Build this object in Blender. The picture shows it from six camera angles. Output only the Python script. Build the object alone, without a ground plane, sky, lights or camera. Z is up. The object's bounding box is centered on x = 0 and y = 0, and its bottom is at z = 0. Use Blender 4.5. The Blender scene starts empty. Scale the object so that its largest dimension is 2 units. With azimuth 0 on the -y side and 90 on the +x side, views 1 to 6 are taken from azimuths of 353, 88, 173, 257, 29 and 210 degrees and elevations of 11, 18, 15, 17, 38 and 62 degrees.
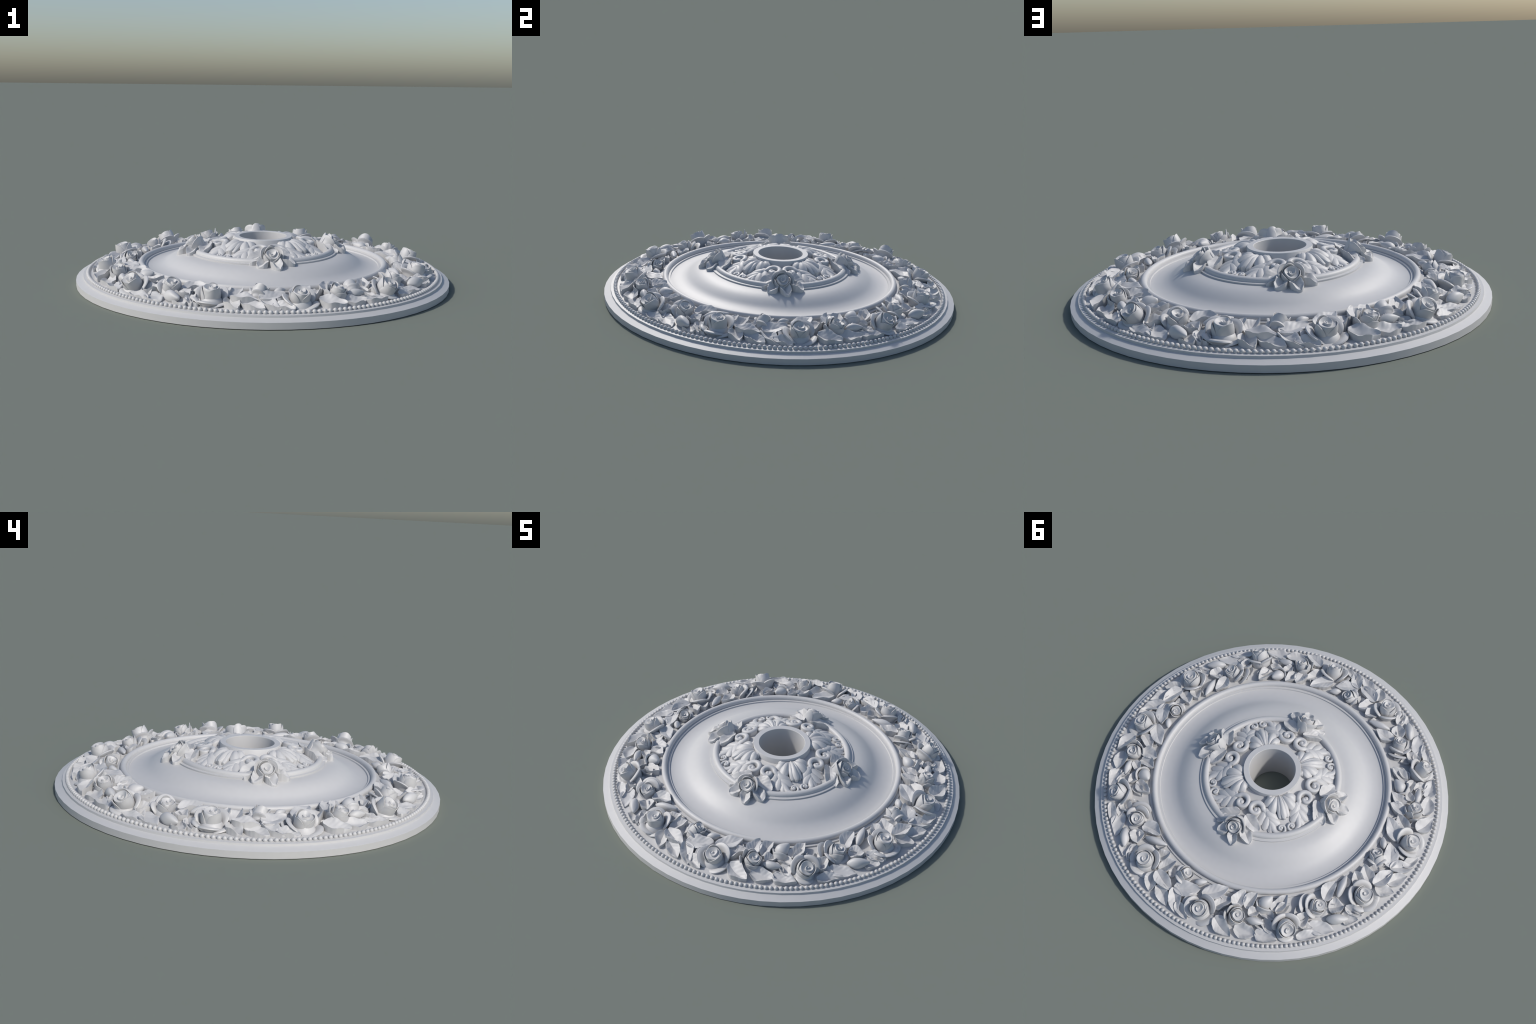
"""Plaster ceiling rose: stepped disc with a bead ring, a wreath of roses and
leaves, a smooth dome and a central medallion of scrolls around a collar."""
import bpy, math
import numpy as np
from mathutils import Vector, Matrix

rng = np.random.default_rng(7)
TAU = 2 * math.pi
rad = math.radians

# ------------------------------------------------------------------ material
def plaster(name, value=0.515, rough=0.55):
    m = bpy.data.materials.new(name)
    m.use_nodes = True
    nt = m.node_tree
    b = nt.nodes["Principled BSDF"]
    tc = nt.nodes.new("ShaderNodeTexCoord")
    no = nt.nodes.new("ShaderNodeTexNoise")
    no.inputs["Scale"].default_value = 35.0
    no.inputs["Detail"].default_value = 4.0
    nt.links.new(tc.outputs["Object"], no.inputs["Vector"])
    cr = nt.nodes.new("ShaderNodeValToRGB")
    v = value
    cr.color_ramp.elements[0].position = 0.3
    cr.color_ramp.elements[0].color = (v * .985, v * .985, v * .985, 1)
    cr.color_ramp.elements[1].position = 0.7
    cr.color_ramp.elements[1].color = (v * 1.01, v * 1.01, v * 1.01, 1)
    nt.links.new(no.outputs["Fac"], cr.inputs["Fac"])
    nt.links.new(cr.outputs["Color"], b.inputs["Base Color"])
    b.inputs["Roughness"].default_value = rough
    b.inputs["Specular IOR Level"].default_value = 0.85
    return m

PLASTER = plaster("white_plaster")

# ------------------------------------------------------------------- helpers
ROOT = bpy.data.objects.new("ceiling_rose", None)
ROOT["label"] = "round white plaster ceiling medallion with roses, leaves and beads"
ROOT["category"] = "ceiling rose"
bpy.context.collection.objects.link(ROOT)

def mesh(name, verts, faces, sharp=60.0):
    me = bpy.data.meshes.new(name)
    me.from_pydata([tuple(map(float, v)) for v in verts], [], [tuple(map(int, f)) for f in faces])
    me.validate()
    me.polygons.foreach_set("use_smooth", [True] * len(me.polygons))
    if sharp < 180:
        me.set_sharp_from_angle(angle=rad(sharp))
    me.materials.append(PLASTER)
    me.update()
    return me

def put(name, me, parent=ROOT, rot=0.0):
    o = bpy.data.objects.new(name, me)
    bpy.context.collection.objects.link(o)
    o.parent = parent
    o.rotation_euler = (0, 0, rot)
    return o

def group(name, parent=ROOT):
    o = bpy.data.objects.new(name, None)
    bpy.context.collection.objects.link(o)
    o.parent = parent
    return o

def around(name, me, parents=None):
    """four copies, a quarter turn apart"""
    out = []
    for k in range(4):
        out.append(put(name, me, parents[k] if parents else ROOT, k * math.pi / 2))
    return out

def lathe(profile, seg, cap=False):
    """revolve a closed (r, z) profile"""
    p = np.array(profile, float)
    n = len(p)
    t = np.arange(seg) * TAU / seg
    V = np.stack([np.outer(np.cos(t), p[:, 0]), np.outer(np.sin(t), p[:, 0]),
                  np.tile(p[:, 1], (seg, 1))], -1).reshape(-1, 3)
    F = []
    for i in range(seg):
        j = (i + 1) % seg
        for k in range(n):
            l = (k + 1) % n
            F.append((i * n + k, j * n + k, j * n + l, i * n + l))
    return V, F

def arc(cx, cz, rx, rz, a0, a1, n):
    a = np.radians(np.linspace(a0, a1, n))
    return [(cx + rx * math.cos(t), cz + rz * math.sin(t)) for t in a]

def solid(top, bot):
    """closed solid between two (nu, nv, 3) point grids"""
    nu, nv = top.shape[:2]
    V = np.concatenate([top.reshape(-1, 3), bot.reshape(-1, 3)])
    o = nu * nv
    F = []
    for i in range(nu - 1):
        for j in range(nv - 1):
            a, b, c, d = i * nv + j, (i + 1) * nv + j, (i + 1) * nv + j + 1, i * nv + j + 1
            F.append((a, b, c, d))
            F.append((o + d, o + c, o + b, o + a))
    for i in range(nu - 1):
        a, b = i * nv, (i + 1) * nv
        F.append((b, a, o + a, o + b))
        a, b = i * nv + nv - 1, (i + 1) * nv + nv - 1
        F.append((a, b, o + b, o + a))
    for j in range(nv - 1):
        F.append((j, j + 1, o + j + 1, o + j))
        a = (nu - 1) * nv + j
        F.append((a + 1, a, o + a, o + a + 1))
    return V, F

def sheet(P, th):
    """thicken a point grid along its normals; th is a scalar or grid"""
    du = np.gradient(P, axis=0)
    dv = np.gradient(P, axis=1)
    n = np.cross(du, dv)
    n /= np.linalg.norm(n, axis=-1, keepdims=True) + 1e-12
    th = np.broadcast_to(th, P.shape[:2])[..., None] * .5
    return solid(P + n * th, P - n * th)

def join(parts):
    V, F, o = [], [], 0
    for v, f in parts:
        V.append(np.asarray(v)); F += [tuple(i + o for i in q) for q in f]; o += len(v)
    return np.concatenate(V), F

def smooth(x, a, b):
    t = np.clip((x - a) / (b - a), 0, 1)
    return t * t * (3 - 2 * t)

def polar(r, a):
    return np.array([r * math.cos(rad(a)), r * math.sin(rad(a))])

# ------------------------------------------------------------- plate profile
GROUND = [(0.15, .208), (.34, .163), (.352, .160), (.40, .158), (.45, .149), (.48, .1376), (.51, .1204), (.54, .103), (.58, .0914),
          (.62, .088), (.675, .084), (.72, .080), (.80, .071), (.88, .062), (.96, .054), (1.0, .05)]
def ground(r):
    return np.interp(r, [g[0] for g in GROUND], [g[1] for g in GROUND])

# outer rim: a 64-sided slab with a slanted ledge and a low riser
V, F = lathe([(.90, 0), (1.0, 0), (1.0, .0313), (.964, .0435), (.9625, .0535), (.90, .0595), (.88, .05)], 64)
put("outer_rim", mesh("outer_rim", V, F, 20))

# field that carries the wreath
V, F = lathe([(.905, 0.02), (.905, .0592), (.80, .071), (.72, .080), (.6735, .0845), (.66, .07), (.66, .02)], 128)
put("wreath_field", mesh("wreath_field", V, F, 30))

# round moulding and fillet around the dome
prof = [(.675, .06), (.6872, .078), (.6870, .0900), (.6735, .0915)] + arc(.6565, .0985, .0162, .0175, -25, 190, 16) + \
       [(.6402, .0955), (.6272, .0955), (.6262, .0895), (.61, .075)]
V, F = lathe(prof, 160)
put("round_moulding", mesh("round_moulding", V, F, 40))

# dome: a shallow ogee from the fillet to the medallion
DOME = [(.640, .080), (.628, .0888), (.615, .0884), (.60, .0889), (.58, .0914), (.56, .0958), (.54, .1030), (.525, .1108),
        (.51, .1204), (.495, .1296), (.48, .1376), (.465, .1440), (.45, .1490), (.43, .1535), (.41, .1563), (.3985, .1573),
        (.385, .150)]
def spline(pts, n):
    p = np.array(pts, float)
    s = np.concatenate([[0], np.cumsum(np.linalg.norm(np.diff(p, axis=0), axis=1))])
    out = []
    for t in np.linspace(0, s[-1], n):
        i = min(max(np.searchsorted(s, t) - 1, 0), len(p) - 2)
        p0, p1, p2, p3 = p[max(i - 1, 0)], p[i], p[i + 1], p[min(i + 2, len(p) - 1)]
        u = (t - s[i]) / (s[i + 1] - s[i])
        out.append(.5 * ((2 * p1) + (p2 - p0) * u + (2 * p0 - 5 * p1 + 4 * p2 - p3) * u * u + (3 * p1 - p0 - 3 * p2 + p3) * u ** 3))
    return np.array(out)
dome = [tuple(q) for q in spline(DOME[1:-1], 40)]
V, F = lathe([DOME[0]] + dome + [(.385, .13), (.64, .06)], 160)
put("dome", mesh("dome", V, F, 50))

# medallion ring: fillet and half-round
prof = [(.390, .14), (.3985, .1535), (.3985, .1645), (.3845, .1665)] + arc(.367, .1680, .0172, .0165, 0, 195, 16) + [(.348, .1600), (.34, .14)]
V, F = lathe(prof, 160)
put("medallion_ring", mesh("medallion_ring", V, F, 40))

V, F = lathe([(.360, .158), (.150, .2085), (.150, .17), (.360, .13)], 128)
put("medallion_field", mesh("medallion_field", V, F, 30))

# collar: short open tube standing through the centre
V, F = lathe([(.1140, .0), (.158, .0), (.158, .2395), (.1565, .2413), (.1285, .2413), (.1270, .2398)], 128)
put("collar", mesh("collar", V, F, 40))

# --------------------------------------------------------------------- beads
def ball(r, seg=14, rings=9):
    V, F = [], []
    for i in range(rings + 1):
        p = math.pi * i / rings
        for j in range(seg):
            t = TAU * j / seg
            V.append((r * math.sin(p) * math.cos(t), r * math.sin(p) * math.sin(t), r * math.cos(p)))
    for i in range(rings):
        for j in range(seg):
            k = (j + 1) % seg
            F.append((i * seg + j, (i + 1) * seg + j, (i + 1) * seg + k, i * seg + k))
    return np.array(V), F
V, F = ball(.0107)
bead = mesh("bead", V, F, 180)
for i in range(240):
    a = rad(121.36 + i * 1.5)
    o = put("bead", bead)
    o.location = (.937 * math.cos(a), .937 * math.sin(a), .0604)

# -------------------------------------------------------------------- leaves
def leaf(rb, ab, rt, at, w, hb=.020, hm=.022, ht=.022, fold=.024, bend=0.0, tilt=0.0, vein=.0014, n=22, m=15,
         tip=.80, serr=.05, zfun=ground, sink=.008, wave=.0):
    """carved leaf: ribbed blade from base to tip with walls down to the field.
    heights are above the field; fold lifts the edges over the midrib; tilt rolls the blade"""
    B, T = polar(rb, ab), polar(rt, at)
    d = T - B
    Lg = np.linalg.norm(d); d /= Lg
    nrm = np.array([-d[1], d[0]])
    t = np.linspace(0, 1, n)[:, None]
    s = np.linspace(-1, 1, m)[None, :]
    f = (t + .02) ** .55 * (1.004 - t) ** tip
    f = f / f.max() * w / 2
    f = f * (1 + serr * np.abs(((t * 6) % 1) - .5) * 2 - serr * .5)
    if serr > 0:
        bend = bend + .07 * math.sin(ab * 5.1 + rt * 40.0)
        f = f * (1 + .10 * np.sin(TAU * t + ab) * np.sign(s))
    mid = bend * Lg * np.sin(np.pi * t)
    x = B[0] + d[0] * t * Lg + nrm[0] * (mid + s * f)
    y = B[1] + d[1] * t * Lg + nrm[1] * (mid + s * f)
    rr = np.hypot(x, y)
    k = np.where(rr > .915, (.915 + (rr - .915) * .35) / rr, 1.0)   # leaves stop short of the bead row
    x, y, rr = x * k, y * k, rr * k
    base = zfun(rr)
    h = hb * (1 - t) ** 2 + 2 * hm * t * (1 - t) * 1.15 + ht * t ** 2
    a = np.abs(s)
    shape = fold * (a ** 1.3 - .42) * np.sin(np.pi * np.clip(t * .85 + .12, 0, 1))
    ribs = vein * np.cos(TAU * (5.5 * (t - .32 * a))) * smooth(a, .08, .3) * (1 - smooth(a, .85, 1)) * np.sin(np.pi * t)
    groove = -.0022 * np.exp(-(a / .09) ** 2) * np.sin(np.pi * np.clip(t + .1, 0, 1))
    edge = -.0022 * smooth(a, .86, 1.0)
    if serr > 0:
        ph0 = (ab * 7.3 + rb * 91.0) % TAU              # each blade curls in its own way
        shape = shape + .0042 * a * np.sin(TAU * 1.7 * t + ph0 + 1.4 * s) + .0040 * s * math.sin(ph0 * 3)
    z = base + np.maximum(h + shape + ribs + groove + edge + tilt * s * f / (w / 2) + wave * np.sin(TAU * t + 2 * s), .006)
    top = np.stack([x + 0 * z, y + 0 * z, z], -1)
    c = np.array([B[0] + d[0] * .45 * Lg, B[1] + d[1] * .45 * Lg])
    bx, by = x + (c[0] - x) * .07, y + (c[1] - y) * .07
    bot = np.stack([bx + 0 * z, by + 0 * z, zfun(np.hypot(bx, by)) - sink + 0 * z], -1)
    return solid(top, bot)

WREATH_LEAVES = [
    # base r, base angle, tip r, tip angle, width, options
    (.775, 68.0, .698, 70.4, .066, dict(hb=.014, ht=.034)),
    (.800, 72.6, .704, 75.4, .070, dict(hb=.016, ht=.034)),
    (.812, 72.7, .836, 82.0, .074, dict(hb=.030, hm=.032, ht=.026, bend=-.10, fold=.026)),
    (.827, 72.6, .914, 76.2, .070, dict(hb=.028, hm=.020, ht=.018, fold=.028)),
    (.860, 76.8, .912, 83.9, .068, dict(hb=.028, hm=.014, ht=.016, fold=.024)),
    (.815, 82.1, .915, 88.1, .070, dict(hb=.032, hm=.018, ht=.014, fold=.022)),
    (.815, 82.3, .744, 91.2, .084, dict(hb=.026, hm=.026, ht=.024, fold=.016)),
    (.764, 92.9, .674, 101.9, .080, dict(hb=.030, hm=.030, ht=.032, fold=.014)),
    (.800, 99.2, .722, 105.2, .066, dict(hb=.026, hm=.028, tilt=-.010)),
    (.768, 107.0, .667, 109.3, .072, dict(hb=.030, hm=.030, ht=.038, fold=.020)),
    (.756, 110.9, .672, 114.9, .062, dict(hb=.024, hm=.022, ht=.034, fold=.026)),
    (.846, 100.8, .916, 107.9, .080, dict(hb=.036, hm=.022, ht=.032, fold=.026, tilt=.004)),
    (.866, 108.3, .885, 116.0, .080, dict(hb=.016, hm=.008, ht=.022, fold=.030)),
    (.754, 121.3, .685, 128.3, .066, dict(hb=.018, hm=.018, ht=.036, fold=.026)),
    (.770, 123.0, .728, 128.8, .054, dict(hb=.016, hm=.012, ht=.022)),
    (.791, 112.5, .755, 116.8, .052, dict(hb=.030, hm=.024, ht=.014)),
    (.870, 115.6, .911, 123.2, .080, dict(hb=.018, hm=.016, ht=.022, fold=.020)),
    (.842, 130.1, .790, 135.0, .066, dict(hb=.018, hm=.016, ht=.032, fold=.028)),
    (.900, 129.4, .911, 137.6, .070, dict(hb=.020, hm=.016, ht=.016, fold=.016)),
    (.856, 133.8, .918, 142.2, .080, dict(hb=.014, hm=.010, ht=.010, fold=.016)),
    (.752, 142.7, .690, 150.5, .072, dict(hb=.026, hm=.022, ht=.034, fold=.024)),
    (.796, 143.2, .822, 148.8, .078, dict(hb=.018, hm=.020, ht=.026, fold=.030)),
    (.826, 149.2, .908, 152.4, .052, dict(hb=.026, hm=.022, ht=.020, tilt=.008)),
    (.856, 146.4, .919, 150.6, .070, dict(hb=.012, hm=.010, ht=.018, fold=.024)),
    # low leaves that close the gaps
    (.800, 118.2, .878, 121.4, .056, dict(hb=.018, hm=.012, ht=.012)),
    (.790, 86.0, .742, 78.2, .050, dict(hb=.012, hm=.010, ht=.012)),
    (.800, 131.6, .742, 131.6, .044, dict(hb=.012, hm=.010, ht=.012)),
    (.790, 147.8, .760, 143.4, .044, dict(hb=.012, hm=.010, ht=.010)),
    (.858, 104.5, .800, 101.8, .044, dict(hb=.014, hm=.010, ht=.012)),
    (.864, 86.0, .910, 92.4, .052, dict(hb=.018, hm=.016, ht=.016)),
    (.735, 103.0, .700, 98.4, .044, dict(hb=.016, hm=.012, ht=.012)),
    (.800, 122.0, .760, 116.0, .050, dict(hb=.020, hm=.018, ht=.016)),
    (.850, 119.0, .812, 113.6, .044, dict(hb=.016, hm=.014, ht=.012)),
    (.760, 134.6, .712, 133.4, .050, dict(hb=.022, hm=.018, ht=.020)),
    (.830, 131.0, .870, 135.4, .050, dict(hb=.020, hm=.018, ht=.014)),
    (.780, 78.6, .730, 76.0, .046, dict(hb=.018, hm=.016, ht=.014)),
    (.850, 61.6, .900, 64.0, .050, dict(hb=.018, hm=.016, ht=.014)),
    (.740, 63.4, .690, 66.2, .040, dict(hb=.014, hm=.012, ht=.020)),
]
for rb, ab, rt, at, w, kw in WREATH_LEAVES:
    kw = dict(kw)
    for key in ("hb", "hm", "ht"):                 # leaves lie low against the field, lowest beside the beads
        kw[key] = kw.get(key, .022) * (.96 if rt < .87 else .80)
    around("leaf", mesh("leaf", *leaf(rb, ab, rt, at, w, **kw), 50))

# ---------------------------------------------------------------------- buds
def bud(ra, aa, rt, at, w, z0, z1, seg=18, n=16, groove=3):
    """closed bud lying between two points, with overlapping petals as soft grooves"""
    A = np.array([*polar(ra, aa), z0]); B = np.array([*polar(rt, at), z1])
    ax = B - A; Lg = np.linalg.norm(ax); ax /= Lg
    X = np.cross(ax, [0, 0, 1.0]); X /= np.linalg.norm(X); Y = np.cross(X, ax)
    V, F = [], []
    for i in range(n + 1):
        t = i / n
        r = w / 2 * (math.sin(math.pi * min(t * .94 + .03, 1)) ** .75) * (1.12 - .34 * t)
        for j in range(seg):
            a = TAU * j / seg
            q = r * (1 + .07 * math.cos(groove * (a + 1.6 * t)))
            V.append(A + ax * Lg * t + X * q * math.cos(a) + Y * q * math.sin(a))
    for i in range(n):
        for j in range(seg):
            k = (j + 1) % seg
            F.append((i * seg + j, i * seg + k, (i + 1) * seg + k, (i + 1) * seg + j))
    F.append(tuple(range(seg))[::-1]); F.append(tuple(n * seg + j for j in range(seg)))
    return np.array(V), F

for args in ((.730, 87.3, .692, 91.9, .040, .098, .104), (.812, 112.0, .829, 118.4, .044, .095, .094),
             (.848, 140.8, .890, 147.8, .058, .084, .086), (.766, 148.0, .690, 156.4, .044, .094, .108)):
    around("closed_bud", mesh("closed_bud", *bud(*args), 70))

# --------------------------------------------------------------------- roses
class Frame:
    """flower frame: theta 0 points outward from the centre of the plate, 90 along increasing angle"""
    def __init__(self, r, a, z, out, side, H):
        er = np.array([math.cos(rad(a)), math.sin(rad(a)), 0])
        et = np.array([-er[1], er[0], 0])
        A = np.array([0, 0, 1.0]) + er * math.tan(rad(out)) + et * math.tan(rad(side))
        self.A = A / np.linalg.norm(A)
        X = er - self.A * (er @ self.A)
        self.X = X / np.linalg.norm(X)
        self.Y = np.cross(self.A, self.X)
        self.O = np.array([*polar(r, a), z]) - self.A * H
        self.H = H
    def world(self, rho, th, h):
        return (self.O + (rho * np.cos(th))[..., None] * self.X + (rho * np.sin(th))[..., None] * self.Y
                + np.asarray(h)[..., None] * self.A)

def petal(fr, t0, t1, r0, r1, h0, h1, curl=.010, th=.007, cup=.6, point=.0, ends=.35, n=20, m=14):
    """curved petal: wall from (r0,h0) to a lip at (r1,h1) that rolls outward; narrows to both ends"""
    u = np.linspace(0, 1, n)[:, None]
    v = np.linspace(0, 1, m)[None, :]
    th_ = np.radians(t0 + (t1 - t0) * u) + 0 * v
    e = np.clip(np.sin(np.pi * np.clip(u, .004, .996)), 0, 1) ** ends
    pk = 1 + point * np.exp(-((u - .5) / .12) ** 2)
    rho = r0 + (r1 - r0) * (v ** cup) * (.72 + .28 * e)
    h = h0 + (h1 - h0) * v * (.35 + .65 * e) * pk
    k = smooth(v, .62, 1.0)
    rho = rho + curl * k * e
    h = h - curl * .55 * (smooth(v, .78, 1.0) ** 1.5) * e
    P = fr.world(rho, th_, h)
    tt = th * (.45 + .55 * e) * (1 - .62 * smooth(v, .82, 1.0)) * (1 + .5 * (1 - v))
    return sheet(P, tt)

def heart(fr, R, h0, hl, turns=2.3, depth=.0115, dip=.12, start=0.0, n=34, seg=72, m=9):
    """rolled inner petals: a rounded cup whose top carries a spiral of overlapping lips"""
    V, F = [], []
    rows = []
    for i in range(n + 1):
        s = max(i / n, .012)
        row = []
        for j in range(seg):
            t = j / seg
            ph = (turns * s ** .85 - t + start / 360.0 + .11 * s * math.sin(TAU * 3 * t + start) * (1 - .5 * s)) % 1.0
            g = (ph / .92) ** 1.3 if ph < .92 else 1 - float(smooth(np.array(ph), .92, 1.0))
            g = g * smooth(np.array(s), .05, .2) + (1 - smooth(np.array(s), .05, .2)) * .8
            h = hl * (1 - dip * (1 - s) ** 1.2) - depth * (1 - g) * (1 - .5 * smooth(np.array(s), .92, 1)) - .003 * s ** 10
            h += .0022 * s * math.sin(TAU * 2 * t + 2.0 * start)
            off = (1 - s) * .14 * R                       # the eye sits off centre
            R_ = R * (1 + .035 * s * math.cos(TAU * 3 * t + start))
            x_, y_ = R_ * s * math.cos(TAU * t) + off * math.cos(start), R_ * s * math.sin(TAU * t) + off * math.sin(start)
            row.append((math.hypot(x_, y_), math.atan2(y_, x_), h))
        rows.append(row)
    last = [q[2] for q in rows[-1]]
    for i in range(1, m + 1):
        v = i / m
        rows.append([(R * (1 + .20 * math.sin(math.pi * min(v * .85 + .04, 1))), TAU * j / seg, last[j] + (h0 - last[j]) * v)
                     for j in range(seg)])
    A = np.array(rows)
    P = fr.world(A[..., 0], A[..., 1], A[..., 2])
    V = P.reshape(-1, 3)
    N = len(rows)
    for i in range(N - 1):
        for j in range(seg):
            k = (j + 1) % seg
            F.append((i * seg + k, i * seg + j, (i + 1) * seg + j, (i + 1) * seg + k))
    F.append(tuple(range(seg))); F.append(tuple((N - 1) * seg + j for j in range(seg))[::-1])
    return V, F

def mound(fr, R, h0, hl, seg=28, n=9, power=.5):
    """solid filling under the petals"""
    V, F = [], []
    for i in range(n + 1):
        t = i / n
        rr = R * math.cos(t * math.pi / 2) ** power if t < 1 else .0008
        for j in range(seg):
            a = TAU * j / seg
            V.append(fr.O + fr.X * rr * math.cos(a) + fr.Y * rr * math.sin(a) + fr.A * (h0 + (hl - h0) * math.sin(t * math.pi / 2)))
    for i in range(n):
        for j in range(seg):
            k = (j + 1) % seg
            F.append((i * seg + j, i * seg + k, (i + 1) * seg + k, (i + 1) * seg + j))
    F.append(tuple(range(seg))[::-1]); F.append(tuple(n * seg + j for j in range(seg)))
    return np.array(V), F

def rose(name, fr, Rc, hl, cups, outers, turns=1.7, start=0, base=None, dip=.04):
    """assemble a rose: rolled heart, wrapping petals, open outer petals"""
    hubs = [group(name) for _ in range(4)]
    h0 = -.045
    around("flower_heart", mesh("flower_heart", *heart(fr, Rc * .84, h0, hl, turns, start=start, dip=dip), 75), hubs)
    for c in cups:
        t0, t1, k, hk = c[:4]
        kw = c[4] if len(c) > 4 else {}
        kw = dict(dict(curl=-.003, th=.007, cup=.38, ends=.42), **kw)
        around("petal", mesh("petal", *petal(fr, t0, t1, Rc * .62, Rc * k, h0, hl * hk, **kw), 60), hubs)
    for c in outers:
        t0, t1, R, hk = c[:4]
        kw = c[4] if len(c) > 4 else {}
        kw = dict(dict(curl=.016, th=.014, cup=.5, ends=.40), **kw)
        around("petal", mesh("petal", *petal(fr, t0, t1, Rc * .7, R * 1.04, h0, hk + .003, **kw), 60), hubs)
    if base:
        around("calyx", mesh("calyx", *mound(base[0], base[1], -.03, base[2], power=.7), 60), hubs)
    return hubs

def flat(r, a):
    z = float(ground(r))
    return Frame(r, a, z, 0, 0, 0)

# wide open rose
f = Frame(.836, 66.9, .149, 10, 4, .070)
rose("rose", f, .043, .069,
     [(-30, 130, 1.04, .97), (120, 260, 1.08, .93), (230, 340, 1.12, .88)],
     [(90, 205, .064, .044), (180, 290, .064, .040), (-50, 55, .070, .028), (15, 105, .076, .014), (270, 345, .070, .022)],
     start=40, base=(flat(.832, 66.9), .060, .036))
# half-open bud leaning to the dome
f = Frame(.712, 83.3, .134, -24, 26, .056)
rose("rosebud", f, .031, .056,
     [(20, 170, 1.2, .99, dict(th=.007)), (150, 290, 1.22, .93, dict(th=.007)), (270, 400, 1.3, .84, dict(th=.007))],
     [(190, 290, .036, .024), (300, 400, .038, .022), (60, 150, .036, .020)], turns=1.6, start=20, base=(flat(.735, 80.5), .040, .036))
# large rose
f = Frame(.852, 95.0, .141, 22, 2, .067)
rose("rose", f, .042, .066,
     [(-20, 150, 1.04, .98), (130, 270, 1.08, .96), (240, 350, 1.12, .92)],
     [(225, 345, .066, .040), (85, 205, .066, .038), (-5, 95, .074, .028), (225, 320, .090, .012, dict(curl=.010, th=.010))],
     start=10, base=(flat(.832, 95.0), .060, .034))
# small tight rose with pointed sepals at one side
f = Frame(.814, 109.1, .140, 14, 14, .062)
rose("rose", f, .035, .061,
     [(0, 160, 1.08, .98), (140, 280, 1.14, .95), (250, 390, 1.22, .88), (-60, 80, 1.36, .68)],
     [(215, 275, .054, .050, dict(th=.008, curl=.004, point=.1)), (255, 315, .064, .036, dict(th=.008, curl=.004)), (165, 240, .052, .036, dict(th=.008, curl=.004)),
      (20, 120, .048, .018)],
     start=60, base=(flat(.812, 107.8), .048, .034))
# round unopened flower
f = Frame(.722, 118.6, .100, -34, 24, .020)
hubs = [group("rosebud") for _ in range(4)]
around("flower_heart", mesh("flower_heart", *bud(.744, 116.4, .690, 121.6, .070, .080, .122, seg=28, n=22, groove=2), 70), hubs)
for t0, t1, r0, r1, h0_, h1_, kw in ((-80, 60, .020, .042, -.03, .022, dict(th=.010, curl=.006, cup=.45)),
                                     (50, 170, .020, .040, -.03, .018, dict(th=.010, curl=.006, cup=.45)),
                                     (190, 300, .020, .041, -.03, .020, dict(th=.010, curl=.006, cup=.45))):
    around("petal", mesh("petal", *petal(f, t0, t1, r0, r1, h0_, h1_, **kw), 60), hubs)
# rose leaning out over the beads
f = Frame(.880, 126.7, .140, 34, 6, .066)
rose("rose", f, .042, .065,
     [(-10, 160, 1.04, .98), (150, 290, 1.1, .97), (-100, 30, 1.14, .90)],
     [(170, 290, .060, .026), (70, 195, .060, .026), (-60, 50, .058, .030)],
     start=-30, base=(flat(.845, 126.0), .060, .034))
# rose with a broad petal behind
f = Frame(.780, 140.1, .138, 12, 16, .063)
rose("rose", f, .036, .061,
     [(20, 180, 1.08, .98), (160, 300, 1.14, .94), (-80, 60, 1.24, .82)],
     [(165, 275, .056, .044), (255, 340, .054, .032), (190, 285, .080, .016, dict(th=.010)), (0, 110, .052, .026)],
     start=90, base=(flat(.770, 138.5), .056, .034))

# ----------------------------------------------------------------- medallion
def cone(r):
    return np.interp(r, [.15, .36, .40, .43, .45, .48, .51], [.2085, .158, .1573, .1535, .149, .1376, .1204])

for k, (rb, ab, rt, at, w, kw) in enumerate([
        (.299, 86.0, .372, 70.4, .062, dict(hb=.040, hm=.044, ht=.024, fold=.018)),
        (.296, 93.0, .350, 110.0, .070, dict(hb=.040, hm=.036, ht=.026, fold=.022)),
        (.385, 85.5, .444, 79.9, .058, dict(hb=.034, hm=.030, ht=.016, fold=.022, vein=.0008)),
        (.395, 91.0, .468, 94.0, .056, dict(hb=.034, hm=.030, ht=.016, fold=.024, vein=.0008)),
        (.360, 96.4, .430, 105.0, .062, dict(hb=.036, hm=.034, ht=.018, fold=.024, vein=.0008)),
        (.335, 84.0, .408, 74.0, .046, dict(hb=.030, hm=.026, ht=.012, fold=.018, vein=.0008)),
        ]):
    around("sepal_leaf", mesh("sepal_leaf", *leaf(rb, ab, rt, at, w, zfun=cone, sink=.012, tip=.60, **{k_: (v_ * .82 if k_ in ('hb', 'hm', 'ht') else v_) for k_, v_ in kw.items()}), 50))

f = Frame(.398, 90.0, .222, 42, 0, .058)
rose("medallion_rose", f, .039, .058,
     [(-20, 150, 1.08, .98), (130, 270, 1.14, .97), (240, 360, 1.16, .94)],
     [(55, 190, .050, .048, dict(th=.010, curl=.009)), (170, 305, .050, .048, dict(th=.010, curl=.009)), (-60, 70, .050, .032, dict(th=.010)),
      (150, 210, .056, .044, dict(th=.008, curl=.002))],
     start=30, base=(Frame(.372, 90, .155, 20, 0, 0), .052, .045))

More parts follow.
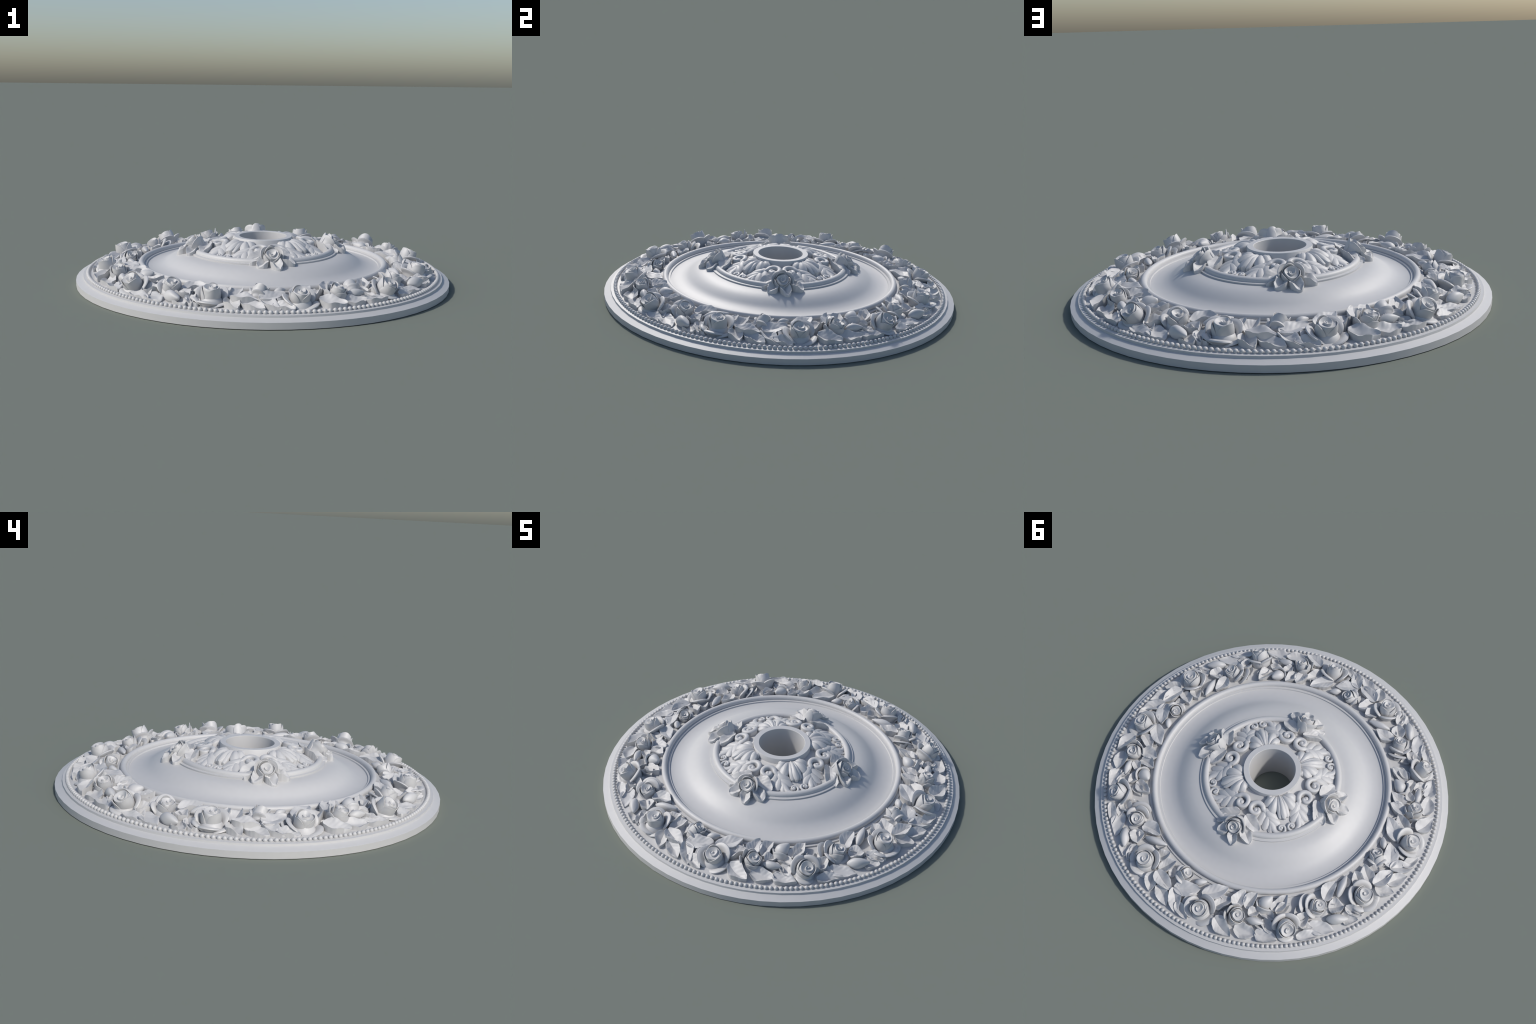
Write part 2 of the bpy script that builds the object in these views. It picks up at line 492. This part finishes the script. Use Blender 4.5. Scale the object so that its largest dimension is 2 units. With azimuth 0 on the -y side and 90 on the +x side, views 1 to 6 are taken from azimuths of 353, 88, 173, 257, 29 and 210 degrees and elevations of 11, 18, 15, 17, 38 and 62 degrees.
# scrolls ------------------------------------------------------------------
def tube(path, radii, seg=12, flat_=1.0, root=None):
    """sweep an upright rounded section along a path; the wall goes down to the field"""
    P = np.array(path, float); n = len(P)
    T = np.gradient(P, axis=0); T[:, 2] = 0
    T /= np.linalg.norm(T, axis=1, keepdims=True) + 1e-12
    N = np.stack([-T[:, 1], T[:, 0], 0 * T[:, 0]], 1)
    V, F = [], []
    ang = np.linspace(0, math.pi, seg)
    for i in range(n):
        g = float(cone(math.hypot(P[i, 0], P[i, 1]))) - .006
        ring = [P[i] + N[i] * radii[i] * math.cos(a) + np.array([0, 0, radii[i] * flat_ * math.sin(a)]) for a in ang]
        l = ring[0].copy(); l[2] = g; r = ring[-1].copy(); r[2] = g
        V += [l] + ring + [r]
    k = seg + 2
    for i in range(n - 1):
        for j in range(k):
            l = (j + 1) % k
            F.append((i * k + j, i * k + l, (i + 1) * k + l, (i + 1) * k + j))
    F.append(tuple(range(k))[::-1]); F.append(tuple((n - 1) * k + j for j in range(k)))
    return np.array(V), F

def on_field(r, a, h):
    p = polar(r, a)
    return [p[0], p[1], float(cone(r)) + h]

def scroll(mirror):
    """S-scroll: large volute, leafy stem, small volute; mirrored about the 90 degree line"""
    q = lambda a: 180 - a if mirror else a
    parts = []
    C = polar(.243, 100.6)
    R0 = .0395
    a_end = math.degrees(math.atan2(*(polar(.231, 110.6) - C)[::-1]))
    path, wid = [], []
    n = 44
    for i in range(n):                       # from the eye outward
        t = i / (n - 1)
        r = .006 + (R0 - .006) * t ** .48
        ang = rad(a_end + 365 * (1 - t))
        p = C + r * np.array([math.cos(ang), math.sin(ang)])
        path.append([p[0], p[1], float(cone(np.hypot(*p))) + .022 + .006 * math.sin(math.pi * t)])
        wid.append(.0100 + .0036 * t)
    stem = spline([on_field(.236, 112.0, .018), on_field(.262, 116.8, .008), on_field(.300, 120.8, .004),
                   on_field(.340, 124.0, .005), on_field(.354, 128.0, .009)], 18)
    for i, p in enumerate(stem[1:]):
        path.append(list(p)); wid.append(.0130 + .0080 * math.sin(math.pi * i / 17) - .006 * i / 17)
    c2 = polar(.330, 130.0)
    a2 = math.atan2(*(np.array(path[-1][:2]) - c2)[::-1])
    r2 = np.linalg.norm(np.array(path[-1][:2]) - c2)
    for i in range(1, 20):
        t = i / 19
        r = r2 * (1 - .8 * t)
        ang = a2 + rad(400) * t
        p = c2 + r * np.array([math.cos(ang), math.sin(ang)])
        path.append([p[0], p[1], float(cone(np.hypot(*p))) + .011 + .003 * t]); wid.append(.0070 - .002 * t)
    P = np.array(path)
    if mirror:
        P[:, 0] *= -1
    parts.append(tube(P, wid, flat_=.75))
    out = {"scroll": join(parts)}
    # eye of the volutes
    b, fb = ball(.0165, 16, 10)
    e = np.array(on_field(.246, 100.6, .014)); b2, fb2 = ball(.0095, 14, 9)
    e2 = np.array(on_field(.326, 130.2, .009))
    if mirror:
        e[0] *= -1; e2[0] *= -1
    out["scroll_eye"] = join([(b + e, fb), (b2 + e2, fb2)])
    # leafy lobes along the stem
    lobes = []
    for rb, ab, rt, at, w, h in ((.236, 112.5, .318, 107.8, .044, .021), (.262, 117.0, .336, 113.8, .042, .019),
                                 (.242, 113.5, .284, 128.0, .046, .026), (.272, 117.0, .307, 129.2, .042, .020),
                                 (.295, 121.0, .350, 119.6, .036, .015), (.232, 111.5, .256, 122.0, .036, .026),
                                 (.230, 107.0, .292, 102.8, .028, .018)):
        lobes.append(leaf(rb, q(ab), rt, q(at), w, hb=h * .95, hm=h * .95, ht=h * .26, fold=-.009, vein=0, zfun=cone,
                          n=14, m=11, tip=.50, serr=0))
    out["acanthus_lobe"] = lobes
    return out

for mirror in (False, True):
    parts = scroll(mirror)
    hubs = [group("scroll_ornament") for _ in range(4)]
    around("scroll", mesh("scroll", *parts["scroll"], 60), hubs)
    around("scroll_eye", mesh("scroll_eye", *parts["scroll_eye"], 180), hubs)
    for l in parts["acanthus_lobe"]:
        around("acanthus_lobe", mesh("acanthus_lobe", *l, 50), hubs)

# palmette against the collar ------------------------------------------------
hubs = [group("palmette") for _ in range(4)]
for rb, ab, rt, at, w, kw in (
        (.158, 135, .288, 135, .036, dict(hb=.020, hm=.050, ht=.024, fold=-.012)),
        (.160, 132, .280, 130.6, .030, dict(hb=.018, hm=.046, ht=.016, fold=-.010)),
        (.160, 138, .280, 139.4, .030, dict(hb=.018, hm=.046, ht=.016, fold=-.010)),
        (.162, 130, .258, 119.5, .050, dict(hb=.018, hm=.046, ht=.018, fold=-.016)),
        (.162, 140, .258, 150.5, .050, dict(hb=.018, hm=.046, ht=.018, fold=-.016)),
        (.160, 127, .216, 111.5, .048, dict(hb=.016, hm=.042, ht=.016, fold=-.014)),
        (.160, 143, .216, 158.5, .048, dict(hb=.016, hm=.042, ht=.016, fold=-.014)),
        (.160, 123, .174, 112.0, .030, dict(hb=.014, hm=.034, ht=.014, fold=-.008)),
        (.160, 147, .174, 158.0, .030, dict(hb=.014, hm=.034, ht=.014, fold=-.008))):
    around("acanthus_lobe", mesh("acanthus_lobe", *leaf(rb, ab, rt, at, w, zfun=cone, vein=0, serr=0, tip=.35, **kw), 50), hubs)
